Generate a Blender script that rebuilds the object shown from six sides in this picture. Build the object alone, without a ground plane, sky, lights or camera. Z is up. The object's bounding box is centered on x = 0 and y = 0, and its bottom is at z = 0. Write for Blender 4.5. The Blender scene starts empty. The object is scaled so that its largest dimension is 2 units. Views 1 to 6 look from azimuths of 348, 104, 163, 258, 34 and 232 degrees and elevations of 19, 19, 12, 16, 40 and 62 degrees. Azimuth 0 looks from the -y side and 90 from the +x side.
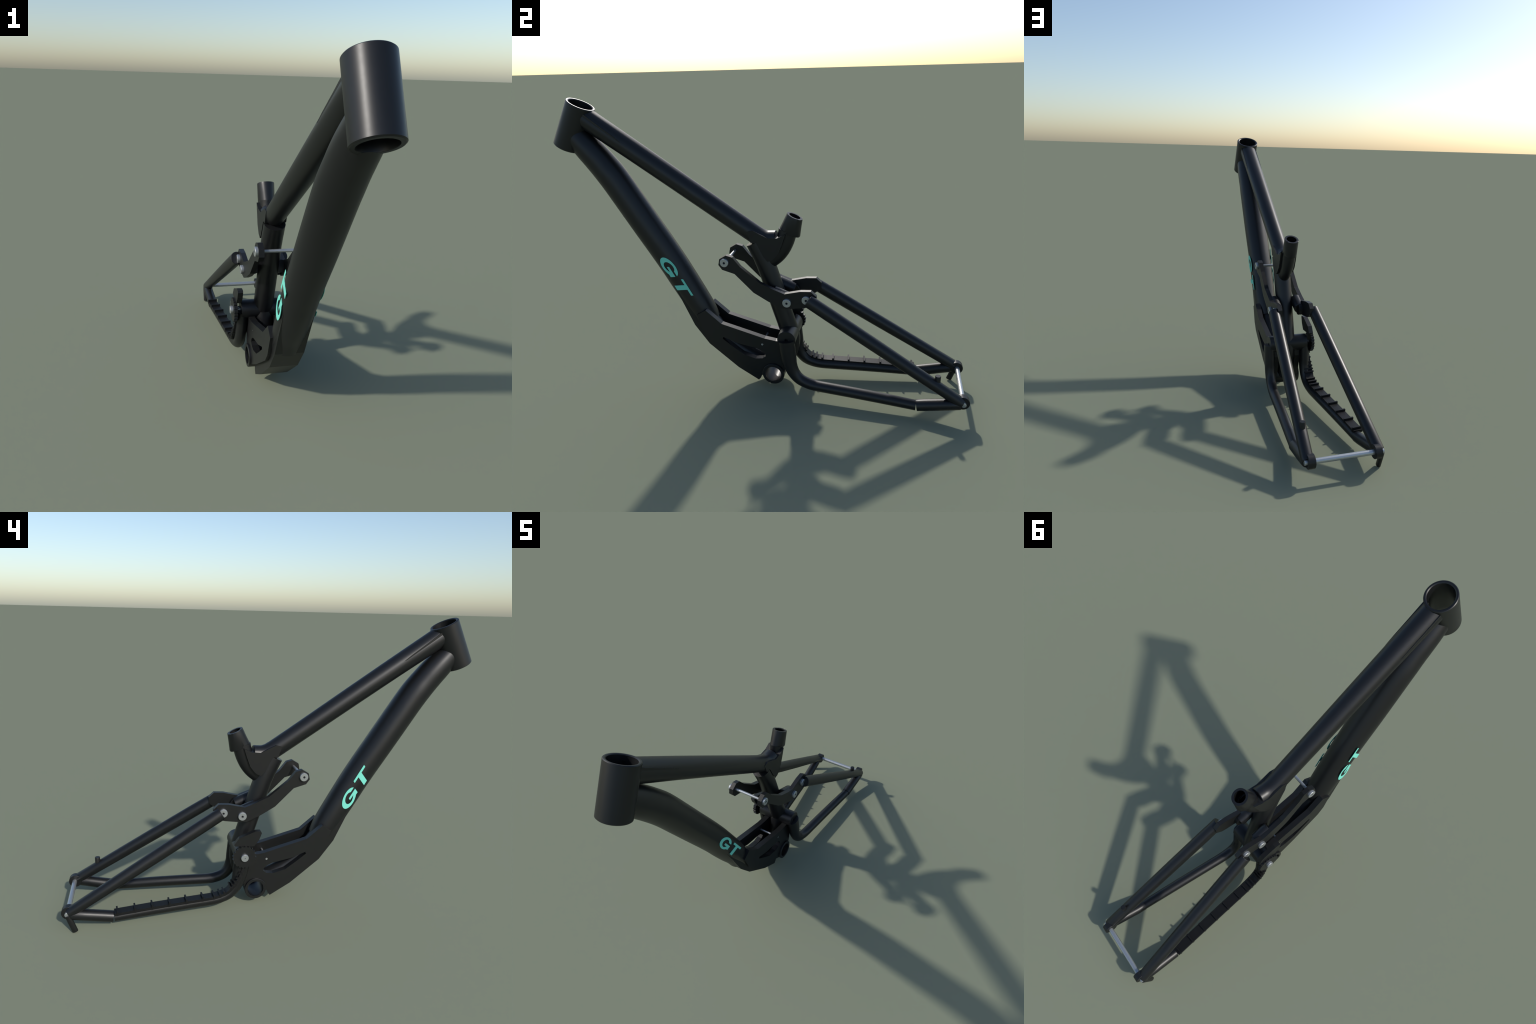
# Full-suspension mountain bike frame, built part by part.
# Frame: x = across the bike, y = along it (front = -y, rear = +y), z = up.
import bpy, bmesh, math
from mathutils import Vector
import numpy as np

# ------------------------------------------------------------------ materials
def make_material(name, base, rough, metallic=0.0, spec=0.5, grain=0.03, grain_scale=90.0, bump=0.0, coat=0.0):
    m = bpy.data.materials.new(name)
    m.use_nodes = True
    nt = m.node_tree
    bsdf = nt.nodes["Principled BSDF"]
    tc = nt.nodes.new("ShaderNodeTexCoord")
    noise = nt.nodes.new("ShaderNodeTexNoise")
    noise.inputs["Scale"].default_value = grain_scale
    noise.inputs["Detail"].default_value = 3.0
    nt.links.new(tc.outputs["Object"], noise.inputs["Vector"])
    # tiny tone grain
    ramp = nt.nodes.new("ShaderNodeValToRGB")
    ramp.color_ramp.elements[0].position = 0.3
    ramp.color_ramp.elements[1].position = 0.7
    lo = [c * (1 - grain) for c in base]
    hi = [c * (1 + grain) for c in base]
    ramp.color_ramp.elements[0].color = (*lo, 1)
    ramp.color_ramp.elements[1].color = (*hi, 1)
    nt.links.new(noise.outputs["Fac"], ramp.inputs["Fac"])
    nt.links.new(ramp.outputs["Color"], bsdf.inputs["Base Color"])
    # roughness grain
    mr = nt.nodes.new("ShaderNodeMapRange")
    mr.inputs["To Min"].default_value = rough - 0.02
    mr.inputs["To Max"].default_value = rough + 0.02
    nt.links.new(noise.outputs["Fac"], mr.inputs["Value"])
    nt.links.new(mr.outputs["Result"], bsdf.inputs["Roughness"])
    bsdf.inputs["Metallic"].default_value = metallic
    bsdf.inputs["Specular IOR Level"].default_value = spec
    bsdf.inputs["Coat Weight"].default_value = coat
    if bump > 0:
        b = nt.nodes.new("ShaderNodeBump")
        b.inputs["Strength"].default_value = bump
        b.inputs["Distance"].default_value = 0.001
        nt.links.new(noise.outputs["Fac"], b.inputs["Height"])
        nt.links.new(b.outputs["Normal"], bsdf.inputs["Normal"])
    return m

BLACK = make_material("satin_black_paint", (0.0074, 0.0078, 0.0086), 0.395, spec=0.46)
DARK = make_material("matt_black_alloy", (0.0082, 0.0087, 0.0090), 0.43, spec=0.40)
RUBBER = make_material("black_rubber", (0.0078, 0.0082, 0.0086), 0.50, spec=0.22)
STEEL = make_material("brushed_steel", (0.46, 0.48, 0.49), 0.34, metallic=0.75)
MINT = make_material("mint_lettering", (0.185, 0.655, 0.53), 0.6, spec=0.2, grain=0.01)

# ------------------------------------------------------------------ helpers
ROOT = bpy.data.objects.new("bicycle_frame", None)
bpy.context.scene.collection.objects.link(ROOT)
ROOT.empty_display_size = 0.1
ROOT["label"] = "matt black full-suspension mountain bike frame with mint lettering"
ROOT["category"] = "bicycle frame"


def finish(name, bm, mat, parent=None, bevel=0.0, smooth=True, angle=32.0):
    bmesh.ops.recalc_face_normals(bm, faces=bm.faces)
    me = bpy.data.meshes.new(name)
    bm.to_mesh(me)
    bm.free()
    ob = bpy.data.objects.new(name, me)
    bpy.context.scene.collection.objects.link(ob)
    if bevel > 0:
        md = ob.modifiers.new("chamfer", "BEVEL")
        md.width = bevel
        md.segments = 2
        md.limit_method = "ANGLE"
        md.angle_limit = math.radians(34)
        md.use_clamp_overlap = True
        dg = bpy.context.evaluated_depsgraph_get()
        new = bpy.data.meshes.new_from_object(ob.evaluated_get(dg))
        ob.modifiers.clear()
        ob.data = new
        bpy.data.meshes.remove(me)
        me = new
        me.name = name
    if smooth:
        me.polygons.foreach_set("use_smooth", [True] * len(me.polygons))
        me.set_sharp_from_angle(angle=math.radians(angle))
    me.materials.clear()
    me.materials.append(mat)
    ob.parent = parent if parent is not None else ROOT
    return ob


def smooth_path(pts, n):
    """Centripetal Catmull-Rom through control rows (position + radii), n samples per span."""
    P = np.array(pts, float)
    P = np.vstack([2 * P[0] - P[1], P, 2 * P[-1] - P[-2]])
    out = []
    for i in range(1, len(P) - 2):
        p0, p1, p2, p3 = P[i - 1:i + 3]
        t = [0.0]
        for a, b in ((p0, p1), (p1, p2), (p2, p3)):
            t.append(t[-1] + max(np.linalg.norm((b - a)[:3]), 1e-6) ** 0.5)
        for k in range(n):
            u = t[1] + (t[2] - t[1]) * k / n
            A1 = (t[1] - u) / (t[1] - t[0]) * p0 + (u - t[0]) / (t[1] - t[0]) * p1
            A2 = (t[2] - u) / (t[2] - t[1]) * p1 + (u - t[1]) / (t[2] - t[1]) * p2
            A3 = (t[3] - u) / (t[3] - t[2]) * p2 + (u - t[2]) / (t[3] - t[2]) * p3
            B1 = (t[2] - u) / (t[2] - t[0]) * A1 + (u - t[0]) / (t[2] - t[0]) * A2
            B2 = (t[3] - u) / (t[3] - t[1]) * A2 + (u - t[1]) / (t[3] - t[1]) * A3
            out.append((t[2] - u) / (t[2] - t[1]) * B1 + (u - t[1]) / (t[2] - t[1]) * B2)
    out.append(P[-2])
    return np.array(out)


def frames(P):
    T = np.gradient(P[:, :3], axis=0)
    T /= np.linalg.norm(T, axis=1)[:, None]
    X = np.array([1.0, 0, 0])
    L = X - T * (T @ X)[:, None]
    L /= np.linalg.norm(L, axis=1)[:, None]
    N = np.cross(L, T)
    return T, L, N


def sweep(rows, seg=40, hole=None, power=1.0, thin=False):
    """Tube along rows of (x, y, z, lateral radius, in-plane radius).
    hole = (wall thickness, depth at start, depth at end): bored ends, through when depths meet."""
    P = np.array(rows, float)
    T, L, N = frames(P)
    bm = bmesh.new()
    rings = []
    for i in range(len(P)):
        ring = []
        for k in range(seg):
            a = 2 * math.pi * k / seg
            c, s = math.cos(a), math.sin(a)
            if power != 1.0:
                c = math.copysign(abs(c) ** power, c)
                s = math.copysign(abs(s) ** power, s)
            ring.append(bm.verts.new(P[i, :3] + L[i] * P[i, 3] * c + N[i] * P[i, 4] * s))
        rings.append(ring)

    def bridge(a, b):
        for k in range(seg):
            bm.faces.new((a[k], a[(k + 1) % seg], b[(k + 1) % seg], b[k]))
    for a, b in zip(rings, rings[1:]):
        bridge(a, b)
    if hole is None:
        bm.faces.new(rings[0])
        bm.faces.new(rings[-1])
        return bm
    w, d0, d1 = hole

    def bore(i, sgn, depth, wall):
        inner = []
        for off, wall in ((0.0, wall), (0.004, wall), (0.007, wall * 0.45), (depth, wall * 0.45)) if thin else ((0.0, wall), (depth, wall)):
            ring = []
            for k in range(seg):
                a = 2 * math.pi * k / seg
                ring.append(bm.verts.new(P[i, :3] + T[i] * sgn * off + L[i] * (P[i, 3] - wall) * math.cos(a) + N[i] * (P[i, 4] - wall) * math.sin(a)))
            inner.append(ring)
        bridge(rings[i], inner[0])
        for a, b in zip(inner, inner[1:]):
            bridge(a, b)
        return inner[-1]
    if d0 > 0 and d1 > 0 and isinstance(w, tuple):
        a = bore(0, 1, d0, w[0])
        b = bore(len(P) - 1, -1, d1, w[1])
        bridge(a, b)
    else:
        a = bore(0, 1, d0, w) if d0 > 0 else rings[0]
        b = bore(len(P) - 1, -1, d1, w) if d1 > 0 else rings[-1]
        bm.faces.new(a)
        bm.faces.new(b)
    return bm


def lathe_x(profile, cy, cz, seg=32):
    """Revolve (x, radius) profile about the x-axis line through (cy, cz)."""
    bm = bmesh.new()
    rings = []
    for x, r in profile:
        if r < 1e-6:
            rings.append([bm.verts.new((x, cy, cz))])
        else:
            rings.append([bm.verts.new((x, cy + r * math.cos(2 * math.pi * k / seg), cz + r * math.sin(2 * math.pi * k / seg))) for k in range(seg)])
    for a, b in zip(rings, rings[1:]):
        for k in range(seg):
            k2 = (k + 1) % seg
            if len(a) == 1 and len(b) == 1:
                continue
            if len(a) == 1:
                bm.faces.new((a[0], b[k2], b[k]))
            elif len(b) == 1:
                bm.faces.new((a[k], a[k2], b[0]))
            else:
                bm.faces.new((a[k], a[k2], b[k2], b[k]))
    bmesh.ops.remove_doubles(bm, verts=bm.verts, dist=1e-6)
    return bm


def extrude_yz(outline, x0, x1, holes=()):
    """Flat plate: (y, z) outline with holes, from x0 to x1."""
    bm = bmesh.new()
    edges = []
    for loop in (outline, *holes):
        vs = [bm.verts.new((x0, y, z)) for y, z in loop]
        edges += [bm.edges.new((vs[i], vs[(i + 1) % len(vs)])) for i in range(len(vs))]
    if holes:
        bmesh.ops.triangle_fill(bm, use_beauty=True, use_dissolve=False, edges=edges)
    else:
        bm.faces.new(bm.verts[:] if False else [v for v in bm.verts])
    ret = bmesh.ops.extrude_face_region(bm, geom=bm.faces[:])
    bmesh.ops.translate(bm, vec=(x1 - x0, 0, 0), verts=[g for g in ret["geom"] if isinstance(g, bmesh.types.BMVert)])
    return bm


def circle_loop(cy, cz, r, n=20):
    return [(cy + r * math.cos(2 * math.pi * k / n), cz + r * math.sin(2 * math.pi * k / n)) for k in range(n)]


SIDES = (1, -1)


def cut(ob, cutter_bm, smooth=True):
    """Subtract a helper solid from ob, then delete the helper."""
    bmesh.ops.recalc_face_normals(cutter_bm, faces=cutter_bm.faces)
    me = bpy.data.meshes.new("cutter")
    cutter_bm.to_mesh(me)
    cutter_bm.free()
    c = bpy.data.objects.new("cutter", me)
    bpy.context.scene.collection.objects.link(c)
    md = ob.modifiers.new("bore", "BOOLEAN")
    md.operation = "DIFFERENCE"
    md.solver = "EXACT"
    md.object = c
    dg = bpy.context.evaluated_depsgraph_get()
    new = bpy.data.meshes.new_from_object(ob.evaluated_get(dg))
    ob.modifiers.clear()
    old = ob.data
    ob.data = new
    new.name = ob.name
    bpy.data.meshes.remove(old)
    bpy.data.objects.remove(c)
    bpy.data.meshes.remove(me)
    if smooth:
        new.set_sharp_from_angle(angle=math.radians(32))


def lathe_axis(profile, origin, axis, seg=64, closed=True):
    """Revolve (distance along axis, radius) profile about an axis in the y-z plane."""
    bm = bmesh.new()
    axis = np.array(axis) / np.linalg.norm(axis)
    l = np.array([1.0, 0, 0])
    n = np.cross(l, axis)
    rings = []
    for t, r in profile:
        rings.append([bm.verts.new(np.array(origin) + axis * t + r * (l * math.cos(2 * math.pi * k / seg) + n * math.sin(2 * math.pi * k / seg))) for k in range(seg)])
    pairs = list(zip(rings, rings[1:]))
    if closed:
        pairs.append((rings[-1], rings[0]))
    for a, b in pairs:
        for k in range(seg):
            bm.faces.new((a[k], a[(k + 1) % seg], b[(k + 1) % seg], b[k]))
    return bm

# ------------------------------------------------------------------ front triangle
# head tube: leaning back, bored through, chamfered rims
HB, HT, HR = np.array([0, -0.9385, 1.1885]), np.array([0, -0.8390, 1.3890]), 0.069
ax = (HT - HB) / np.linalg.norm(HT - HB)
HL = float(np.linalg.norm(HT - HB))
head_profile = [(0.0035, HR), (HL - 0.003, HR), (HL, HR - 0.003), (HL, HR - 0.0088), (HL - 0.003, HR - 0.0128), (HL - 0.03, HR - 0.0135),
                (0.03, HR - 0.0160), (0.003, HR - 0.0175), (0.0, HR - 0.0160), (0.0, HR - 0.004)]
finish("head_tube", lathe_axis(head_profile, HB, ax), BLACK)


def head_core():
    bm = bmesh.new()
    l, n, R = np.array([1.0, 0, 0]), np.cross([1.0, 0, 0], ax), 0.0625
    ends = []
    for t in (0.0, HL + 0.02):
        ends.append([bm.verts.new(HB + ax * t + R * (l * math.cos(2 * math.pi * k / 48) + n * math.sin(2 * math.pi * k / 48))) for k in range(48)])
    for k in range(48):
        bm.faces.new((ends[0][k], ends[0][(k + 1) % 48], ends[1][(k + 1) % 48], ends[1][k]))
    bm.faces.new(ends[0])
    bm.faces.new(ends[1])
    return bm


# top tube: straight taper, short level tail by the seat mast
top = [(0, -0.860, 1.3495, .0512, .0512), (0, -0.8085, 1.3153, .0510, .0510), (0, -0.60, 1.1790, .0490, .0490), (0, -0.40, 1.0465, .0474, .0474),
       (0, -0.20, 0.9130, .0458, .0458), (0, -0.0824, 0.8350, .0450, .0450), (0, -0.010, 0.7875, .0445, .0445), (0, 0.018, 0.7720, .0442, .0442),
       (0, 0.042, 0.7650, .0440, .0440), (0, 0.060, 0.7640, .0440, .0440), (0, 0.0915, 0.7660, .0440, .0440), (0, 0.0945, 0.7662, .0415, .0415)]
cut(finish("top_tube", sweep(top, 48), BLACK), head_core())
# flat reinforcing strip let into the top tube's cheeks behind the head tube
strip = [(-0.822, 1.336), (-0.690, 1.2385), (-0.625, 1.2130), (-0.664, 1.2440), (-0.742, 1.3000), (-0.812, 1.352)]
for s in SIDES:
    finish("cheek_strip", extrude_yz(strip, s * 0.030, s * 0.0480), BLACK, smooth=False)

# down tube: swells out of the head tube, two gentle bends
down = [(0, -0.905, 1.2670, .0570, .0570), (0, -0.870, 1.2295, .0605, .0610), (0, -0.832, 1.1880, .0650, .0660), (0, -0.795, 1.1475, .0675, .0682), (0, -0.760, 1.1060, .0688, .0695),
        (0, -0.728, 1.0660, .0710, .0708), (0, -0.700, 1.0270, .0716, .0710), (0, -0.640, 0.9350, .0718, .0711), (0, -0.560, 0.8110, .0714, .0711), (0, -0.480, 0.6880, .0695, .0711),
        (0, -0.432, 0.6115, .0686, .0708), (0, -0.390, 0.5400, .0685, .0703), (0, -0.338, 0.4525, .0680, .0680), (0, -0.295, 0.3805, .0660, .0640), (0, -0.268, 0.3240, .0640, .0600)]
cut(finish("down_tube", sweep(smooth_path(down, 4), 56), BLACK), head_core())

# lettering: bold slanted G and T standing just proud of both cheeks of the down tube
SL = 0.42


def letter_T():
    return [(0, 0), (.0956, 0), (.0956, -.0108), (.0610, -.0108), (.0610, -.0604), (.0340, -.0604), (.0340, -.0108), (0, -.0108)]


def letter_G():
    cx, cy, a, b, ai, bi = -.0720, -.0302, .0565, .0315, .0300, .0205
    out = []
    for k in range(29):      # outer arc, upper terminal round the left to the lower right
        t = math.radians(20 + (318 - 20) * k / 28)
        out.append((cx + a * math.cos(t), cy + b * math.sin(t)))
    out += [(-.0160, -.0520), (-.0160, -.0295), (-.0740, -.0295), (-.0740, -.0400), (-.0430, -.0400)]
    for k in range(25):      # inner arc back
        t = math.radians(322 - (322 - 32) * k / 24)
        out.append((cx + ai * math.cos(t), cy + bi * math.sin(t)))
    return out


N2 = np.array((0.868, 0.496))
for s, org, rd in ((1, (-0.3643, 0.5610), (0.496, -0.868)), (-1, (-0.4050, 0.6290), (-0.506, 0.862))):
    for shape in (letter_G(), letter_T()):
        pts = []
        for u, v in shape:
            u2 = u + SL * v
            p = np.array(org) + np.array(rd) * u2 + N2 * v
            pts.append((p[0], p[1]))
        finish("letter", extrude_yz(pts, s * 0.0684, s * 0.0697), MINT, smooth=False)

# ------------------------------------------------------------------ bottom bracket cradle
plate = [(-0.3045, 0.3750), (-0.2570, 0.4045), (-0.1780, 0.3380), (0.0395, 0.2780), (0.0950, 0.2695), (0.1600, 0.2700), (0.1650, 0.2200),
         (0.1500, 0.1500), (0.1360, 0.0950), (0.0900, 0.0600), (0.0381, 0.0635), (-0.0693, 0.1247), (-0.2347, 0.2382), (-0.2704, 0.2836)]
slot = [(-0.1720, 0.2672), (-0.1758, 0.2568), (-0.1250, 0.2175), (-0.0710, 0.1788), (-0.0081, 0.1617), (0.0275, 0.1668), (0.0438, 0.1800),
        (0.0400, 0.1946), (0.0235, 0.2085), (-0.0020, 0.2205), (-0.0812, 0.2356), (-0.1061, 0.2414)]
pinhole = circle_loop(0.0270, 0.2431, 0.0075, 16)
for s in SIDES:
    p = finish("side_plate", extrude_yz(plate, s * 0.045, s * 0.075, holes=(slot, pinhole)), DARK, smooth=False)
    cut(p, lathe_x([(-.2, 0), (-.2, .0535), (.2, .0535), (.2, 0)], 0.0822, 0.0886, 40), smooth=False)
# folded skid guard under the cradle
guard = [(0.0015, 0.0320), (-0.1025, 0.0932), (-0.2510, 0.2140), (-0.3230, 0.3115), (-0.3860, 0.4500), (-0.4560, 0.5990),
         (-0.4150, 0.5950), (-0.3450, 0.4700), (-0.2780, 0.3350), (-0.2150, 0.2520), (-0.0850, 0.1400), (0.0200, 0.0700), (0.0130, 0.0470)]
finish("skid_guard", extrude_yz(guard, -0.060, 0.060), DARK, smooth=False)
# bottom bracket shell, bored through
shell = finish("bottom_bracket_shell", lathe_x([(-.085, .0405), (-.085, .0535), (-.0835, .055), (.0835, .055), (.085, .0535), (.085, .0405), (.074, .0405), (.072, .0520), (-.072, .0520), (-.074, .0405), (-.085, .0405)], 0.0822, 0.0886, 48), BLACK)
cut(shell, sweep([(0, 0.0000, 0.1206, .033, .033), (0, 0.0300, 0.1098, .033, .033), (0, 0.0822, 0.0910, .033, .033)], 32))
strut = [(0, -0.285, 0.360, .044, .044), (0, -0.205, 0.2620, .044, .044), (0, -0.120, 0.1870, .044, .044), (0, -0.040, 0.1370, .044, .044), (0, 0.060, 0.0990, .044, .044)]
st = finish("bottom_bracket_strut", sweep(smooth_path(strut, 5), 40, hole=(0.010, 0.0, 0.12)), BLACK)
cut(st, lathe_x([(-.2, 0), (-.2, .0535), (.2, .0535), (.2, 0)], 0.0822, 0.0886, 40))
low = [(0, 0.1525, 0.3000, .0448, .0470), (0, 0.1510, 0.2550, .0448, .0530), (0, 0.1370, 0.1900, .0448, .0560), (0, 0.1000, 0.1050, .0448, .0540)]
st = finish("lower_seat_tube", sweep(smooth_path(low, 5), 40), BLACK)
cut(st, lathe_x([(-.2, 0), (-.2, .0535), (.2, .0535), (.2, 0)], 0.0822, 0.0886, 40))
finish("shock_pin", lathe_x([(-.0735, 0), (-.0735, .0055), (.0735, .0055), (.0735, 0)], 0.0270, 0.2431, 20), STEEL)

# ------------------------------------------------------------------ seat tube group
seat = [(0, -0.0105, 0.7520, .046, .046), (0, 0.0065, 0.7165, .0462, .0462), (0, 0.0240, 0.6800, .0463, .0463), (0, 0.0400, 0.6400, .0463, .0463), (0, 0.0550, 0.5950, .0463, .0463),
        (0, 0.0908, 0.4835, .0461, .0461), (0, 0.1240, 0.3815, .0461, .0461), (0, 0.1510, 0.2980, .0461, .0461)]
finish("seat_tube", sweep(seat, 48), BLACK)
# seat mast: wide collar narrowing to the mouth, then a bent pipe running into the seat tube
mast = [(0, 0.1500, 0.8140, .0355, .0450), (0, 0.1460, 0.7990, .0355, .0440), (0, 0.1340, 0.7590, .0352, .0430), (0, 0.1165, 0.7215, .0345, .0420), (0, 0.0930, 0.6905, .0335, .0415), (0, 0.0580, 0.6610, .0320, .0410)]
finish("seat_mast", sweep(smooth_path(mast, 5), 40, hole=(0.006, 0.055, 0.0)), BLACK)
collar = [(0, 0.1563, 0.8012, .0355, .0505), (0, 0.1570, 0.8030, .0362, .0520), (0, 0.1690, 0.8420, .0372, .0450), (0, 0.1810, 0.8805, .0380, .0392), (0, 0.1822, 0.8832, .0372, .0384)]
finish("seat_collar", sweep(collar, 44, hole=((0.0105, 0.0105), 0.01, 0.045), thin=True), BLACK)
# gusset plates tying top tube, seat tube and mast together
gus = [(0.1450, 0.8055), (0.1070, 0.7862), (0.0632, 0.7822), (-0.0100, 0.8168), (-0.0400, 0.8112), (-0.0210, 0.7575), (0.0060, 0.7578), (0.0400, 0.6900), (0.0600, 0.6680), (0.0850, 0.6800), (0.1130, 0.7140), (0.1300, 0.7600)]
finish("gusset", extrude_yz(gus, -0.0462, 0.0462), DARK, smooth=False)
# pivot tube across the foot of the seat tube
finish("pivot_tube", lathe_x([(-.1085, 0), (-.1085, .043), (-.107, .0445), (.1015, .0445), (.1035, .043), (.1035, .0075), (.0900, .0075), (.0900, 0)], 0.1540, 0.2945, 48), BLACK)

# ------------------------------------------------------------------ rocker links
rocker = [(-0.1616, 0.6875), (-0.1295, 0.7070), (-0.0987, 0.6990), (-0.0630, 0.6550), (0.0310, 0.5785), (0.1000, 0.5490), (0.1475, 0.5315), (0.2220, 0.5495),
          (0.2715, 0.5525), (0.2968, 0.5295), (0.2968, 0.4985), (0.2680, 0.4745), (0.2405, 0.4680), (0.1820, 0.4600), (0.1355, 0.4578), (0.0680, 0.4890),
          (-0.0005, 0.5285), (-0.0900, 0.6172), (-0.1500, 0.6345), (-0.1675, 0.6580)]
PIVOTS = ((-0.1360, 0.6728), (0.1595, 0.4898), (0.2510, 0.5105))


def bolt_profile(s, x0, x1, r=0.0203, rh=0.0058):
    return [(s * (x0 - .012), 0), (s * (x0 - .012), r), (s * (x1 - .0015), r), (s * x1, r - .0015), (s * x1, rh), (s * (x1 - .024), rh), (s * (x1 - .024), 0)]


for s in SIDES:
    link = finish("rocker_link", extrude_yz(rocker, s * 0.0757, s * 0.0985), DARK, smooth=False)
    for (y, z) in PIVOTS:
        finish("bolt", lathe_x(bolt_profile(s, 0.095, 0.1105), y, z, 36), STEEL, parent=link)
    # pivot lug welded to the seat tube and the barrel that carries the link
    lug = [(s * 0.0640, 0.0870, 0.5255, .0285, .0285), (s * 0.0640, 0.0890, 0.5248, .0305, .0305), (s * 0.0640, 0.1650, 0.4945, .0305, .0305), (s * 0.0640, 0.1670, 0.4937, .0285, .0285)]
    finish("pivot_lug", sweep(lug, 32), BLACK)
    finish("pivot_barrel", lathe_x([(s * .0550, 0), (s * .0550, .0320), (s * .0565, .0335), (s * .078, .0335), (s * .078, 0)], 0.1595, 0.4898, 32), DARK)
finish("shock_axle", lathe_x([(-.078, 0), (-.078, .0072), (.078, .0072), (.078, 0)], *PIVOTS[0], 20), STEEL)

# ------------------------------------------------------------------ rear triangle
stay_path = [(.1000, .1535, .2900, .0275, .0400), (.1000, .1580, .2520, .0275, .0395), (.1000, .1652, .2002, .0272, .0378), (.1000, .1723, .1638, .0270, .0340), (.1005, .1887, .1226, .0268, .0303),
             (.1018, .2181, .0890, .0266, .0276), (.1044, .2554, .0722, .0265, .0268), (.1075, .2933, .0648, .0264, .0264), (.1143, .3651, .0620, .0262, .0262), (.1242, .4677, .0594, .0260, .0260),
             (.1371, .6006, .0550, .0256, .0256), (.1496, .7292, .0489, .0246, .0244), (.1534, .7690, .0470, .0242, .0240)]
DROP_Y, DROP_Z = 0.9690, 0.0905


def mirror_rows(rows, s):
    return [(s * r[0], *r[1:]) for r in rows]


for s in SIDES:
    path = smooth_path(mirror_rows(stay_path, s), 5)
    finish("chainstay", sweep(path, 36), BLACK)
    tail = [(s * .1540, .7720, .0478, .0262, .0265), (s * .1555, .8127, .0556, .0268, .0272), (s * .1606, .8930, .0715, .0262, .0266), (s * .1640, .9550, .0840, .0250, .0255), (s * .1642, .9600, .0850, .0235, .0240)]
    finish("chainstay_end", sweep(tail, 36), BLACK)
    sx = lambda y: s * (0.1090 + (y - 0.26) * (0.1630 - 0.1090) / 0.71)
    seatstay = [(sx(y), y, 0.5085 - (y - 0.2650) * 0.5975, rx, rn) for y, rx, rn in
                ((.2600, .0275, .0290), (.2620, .0295, .0310), (.3651, .0304, .0316), (.5694, .0300, .0302), (.7706, .0290, .0275), (.9600, .0276, .0248), (.9660, .0256, .0226))]
    finish("seatstay", sweep(seatstay, 36), BLACK)
    finish("dropout", lathe_x([(s * .1360, 0), (s * .1360, .0295), (s * .1375, .0310), (s * .1665, .0310), (s * .1680, .0295), (s * .1680, 0)], DROP_Y, DROP_Z, 40), DARK)
finish("wheel_axle", lathe_x([(-.1830, 0), (-.1830, .0095), (-.182, .0116), (.180, .0116), (.181, .0095), (.181, 0)], DROP_Y + .003, DROP_Z, 24), STEEL)
# derailleur hanger (left) and cable post (right)
hanger = [(-.1785, .9700, .0850, .0100, .0130), (-.1785, .9600, .0560, .0105, .0135), (-.1785, .9430, .0050, .0105, .0138), (-.1785, .9425, .0030, .0100, .0132)]
finish("derailleur_hanger", sweep(hanger, 28), DARK)
post = [(.1510, .8555, .1550, .0125, .0125), (.1510, .8555, .2080, .0128, .0128), (.1510, .8555, .2100, .0118, .0118)]
finish("cable_post", sweep(post, 28), DARK)

# ------------------------------------------------------------------ chainstay protector with ribs (left side)
path = smooth_path(mirror_rows(stay_path, -1), 10)
T_, L_, N_ = frames(path)
arc = np.r_[0, np.cumsum(np.linalg.norm(np.diff(path[:, :3], axis=0), axis=1))]


def at_arc(sv):
    row = np.array([np.interp(sv, arc, path[:, c]) for c in range(5)])
    t = np.array([np.interp(sv, arc, T_[:, c]) for c in range(3)])
    l = np.array([np.interp(sv, arc, L_[:, c]) for c in range(3)])
    n = np.array([np.interp(sv, arc, N_[:, c]) for c in range(3)])
    return row[:3], row[4], t, l, n


PAD_S = (0.050, 0.068, 0.090, 0.113, 0.140, 0.180, 0.240, 1.0)
PAD_TOP = (0.000, 0.0025, 0.0075, 0.0135, 0.0220, 0.0300, 0.0305, 0.0300)   # height of the pad's face above the stay's centre line
PAD_OUT = (0.008, 0.009, 0.011, 0.013, 0.015, 0.015, 0.011, 0.006)          # sideways shift towards the outer cheek


def pad_section(sv, half, depth, rise, shift=0.0):
    c, r, t, l, n = at_arc(sv)
    c = c + t * shift - l * np.interp(sv, PAD_S, PAD_OUT)
    hi = np.interp(sv, PAD_S, PAD_TOP) + rise
    lo = hi - rise - depth
    return [c + l * half + n * lo, c + l * half + n * hi, c - l * half + n * hi, c - l * half + n * lo]


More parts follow.
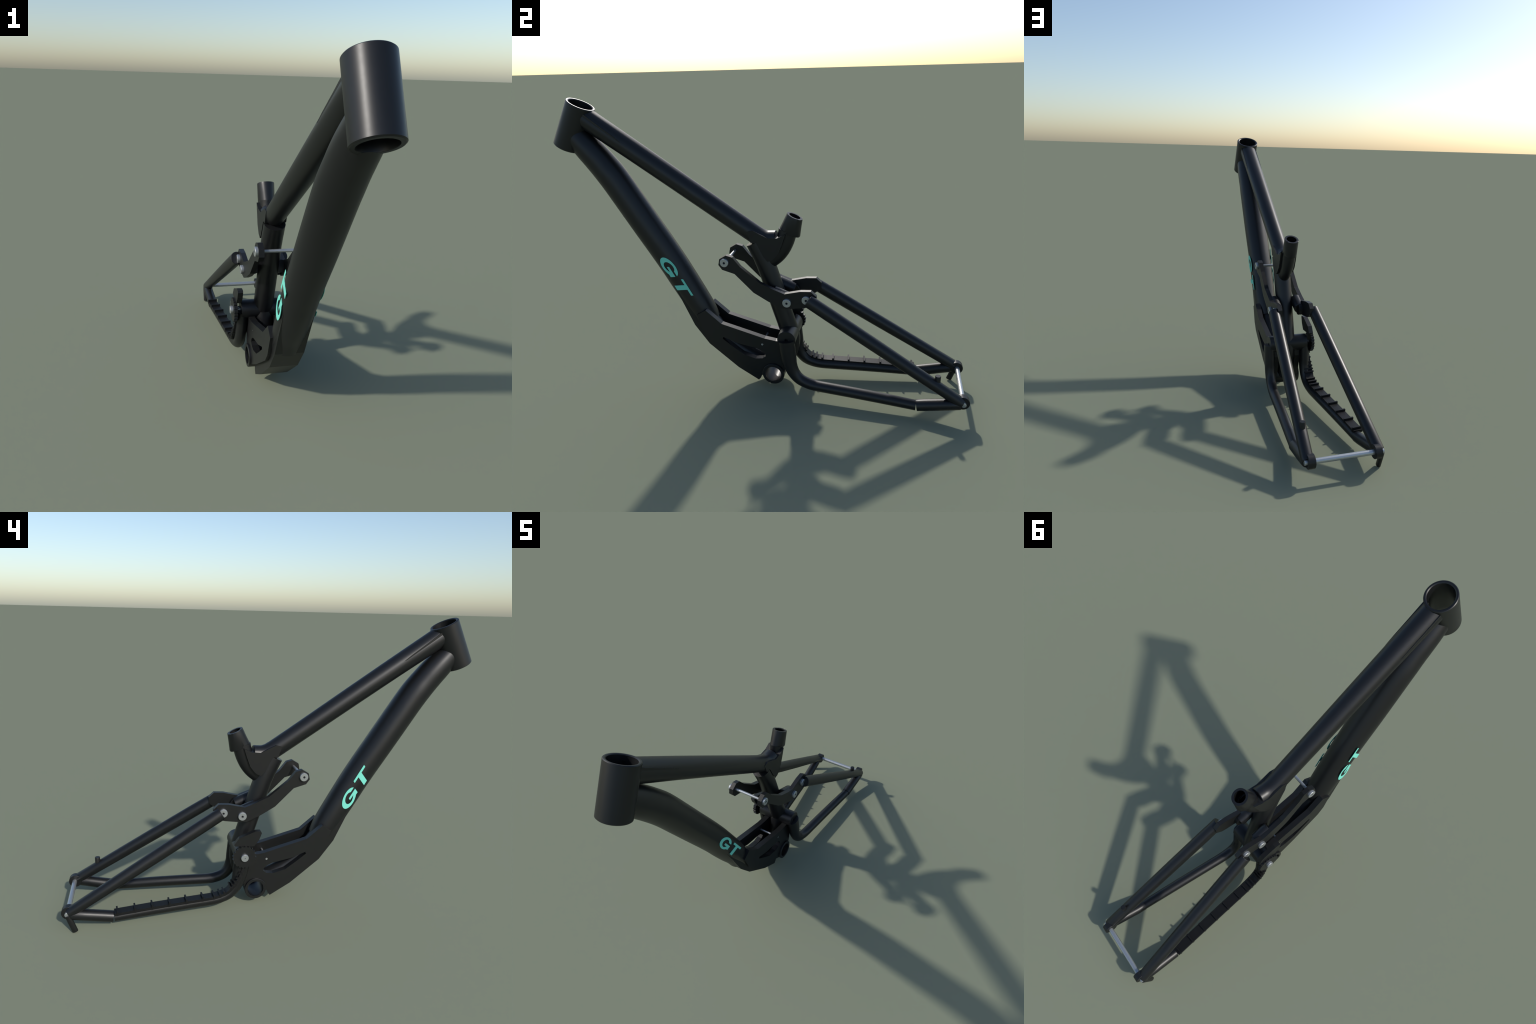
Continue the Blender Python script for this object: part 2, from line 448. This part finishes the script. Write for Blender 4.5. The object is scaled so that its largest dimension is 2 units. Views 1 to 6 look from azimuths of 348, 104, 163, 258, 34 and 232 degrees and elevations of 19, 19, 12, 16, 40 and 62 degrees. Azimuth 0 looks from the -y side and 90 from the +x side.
def loft_sections(sections):
    bm = bmesh.new()
    rings = [[bm.verts.new(p) for p in sec] for sec in sections]
    for a, b in zip(rings, rings[1:]):
        for k in range(4):
            bm.faces.new((a[k], a[(k + 1) % 4], b[(k + 1) % 4], b[k]))
    bm.faces.new(rings[0])
    bm.faces.new(rings[-1])
    return bm


S_END = arc[-1] - 0.002
pad = finish("chainstay_protector", loft_sections([pad_section(sv, 0.0235, 0.013, 0.0) for sv in np.linspace(0.045, S_END, 80)]), RUBBER)
rib_s = [float(np.interp(y, path[:, 1], arc)) for y in (.7530, .6732, .5942, .5144, .4348, .3553, .2977, .2627, .2378)]
s_bend = rib_s[-1]
rib_s += [float(np.interp(-z, -path[:, 2], arc)) for z in (.1200, .1400, .1590, .1800, .2060, .2330)]
for sv in rib_s:
    finish("rib", loft_sections([pad_section(sv, 0.0252, 0.013, 0.0105, sh) for sh in (-0.0040, 0.0040)]), RUBBER, parent=pad, smooth=False)

# ------------------------------------------------------------------ guide sprocket and chain guard (left side)
CY, CZ = 0.1531, 0.2945
teeth, ro, ri = 20, 0.0575, 0.0525
loop = []
for k in range(teeth):
    for f, r in ((0.0, ri), (0.18, ro), (0.50, ro), (0.68, ri)):
        a = 2 * math.pi * (k + f) / teeth
        loop.append((CY + r * math.cos(a), CZ + r * math.sin(a)))
spr = finish("guide_sprocket", extrude_yz(loop, -0.1285, -0.1450), DARK, smooth=False)
finish("bolt", lathe_x([(-.144, 0), (-.144, .0182), (-.1555, .0182), (-.157, .0168), (-.157, .0030), (-.150, .0030), (-.150, 0)], CY, CZ, 36), STEEL, parent=spr)
finish("sprocket_axle", lathe_x([(-.100, 0), (-.100, .0075), (-.135, .0075), (-.135, 0)], CY, CZ, 20), STEEL)
guide = [(0.2028, 0.3578), (0.1965, 0.3501), (0.1051, 0.3458), (0.0809, 0.3789), (0.0693, 0.4111), (0.0742, 0.4203), (0.1021, 0.4208), (0.1787, 0.3906)]
finish("chain_guide", extrude_yz(guide, -0.1120, -0.1360), DARK, smooth=False)

bpy.context.view_layer.update()
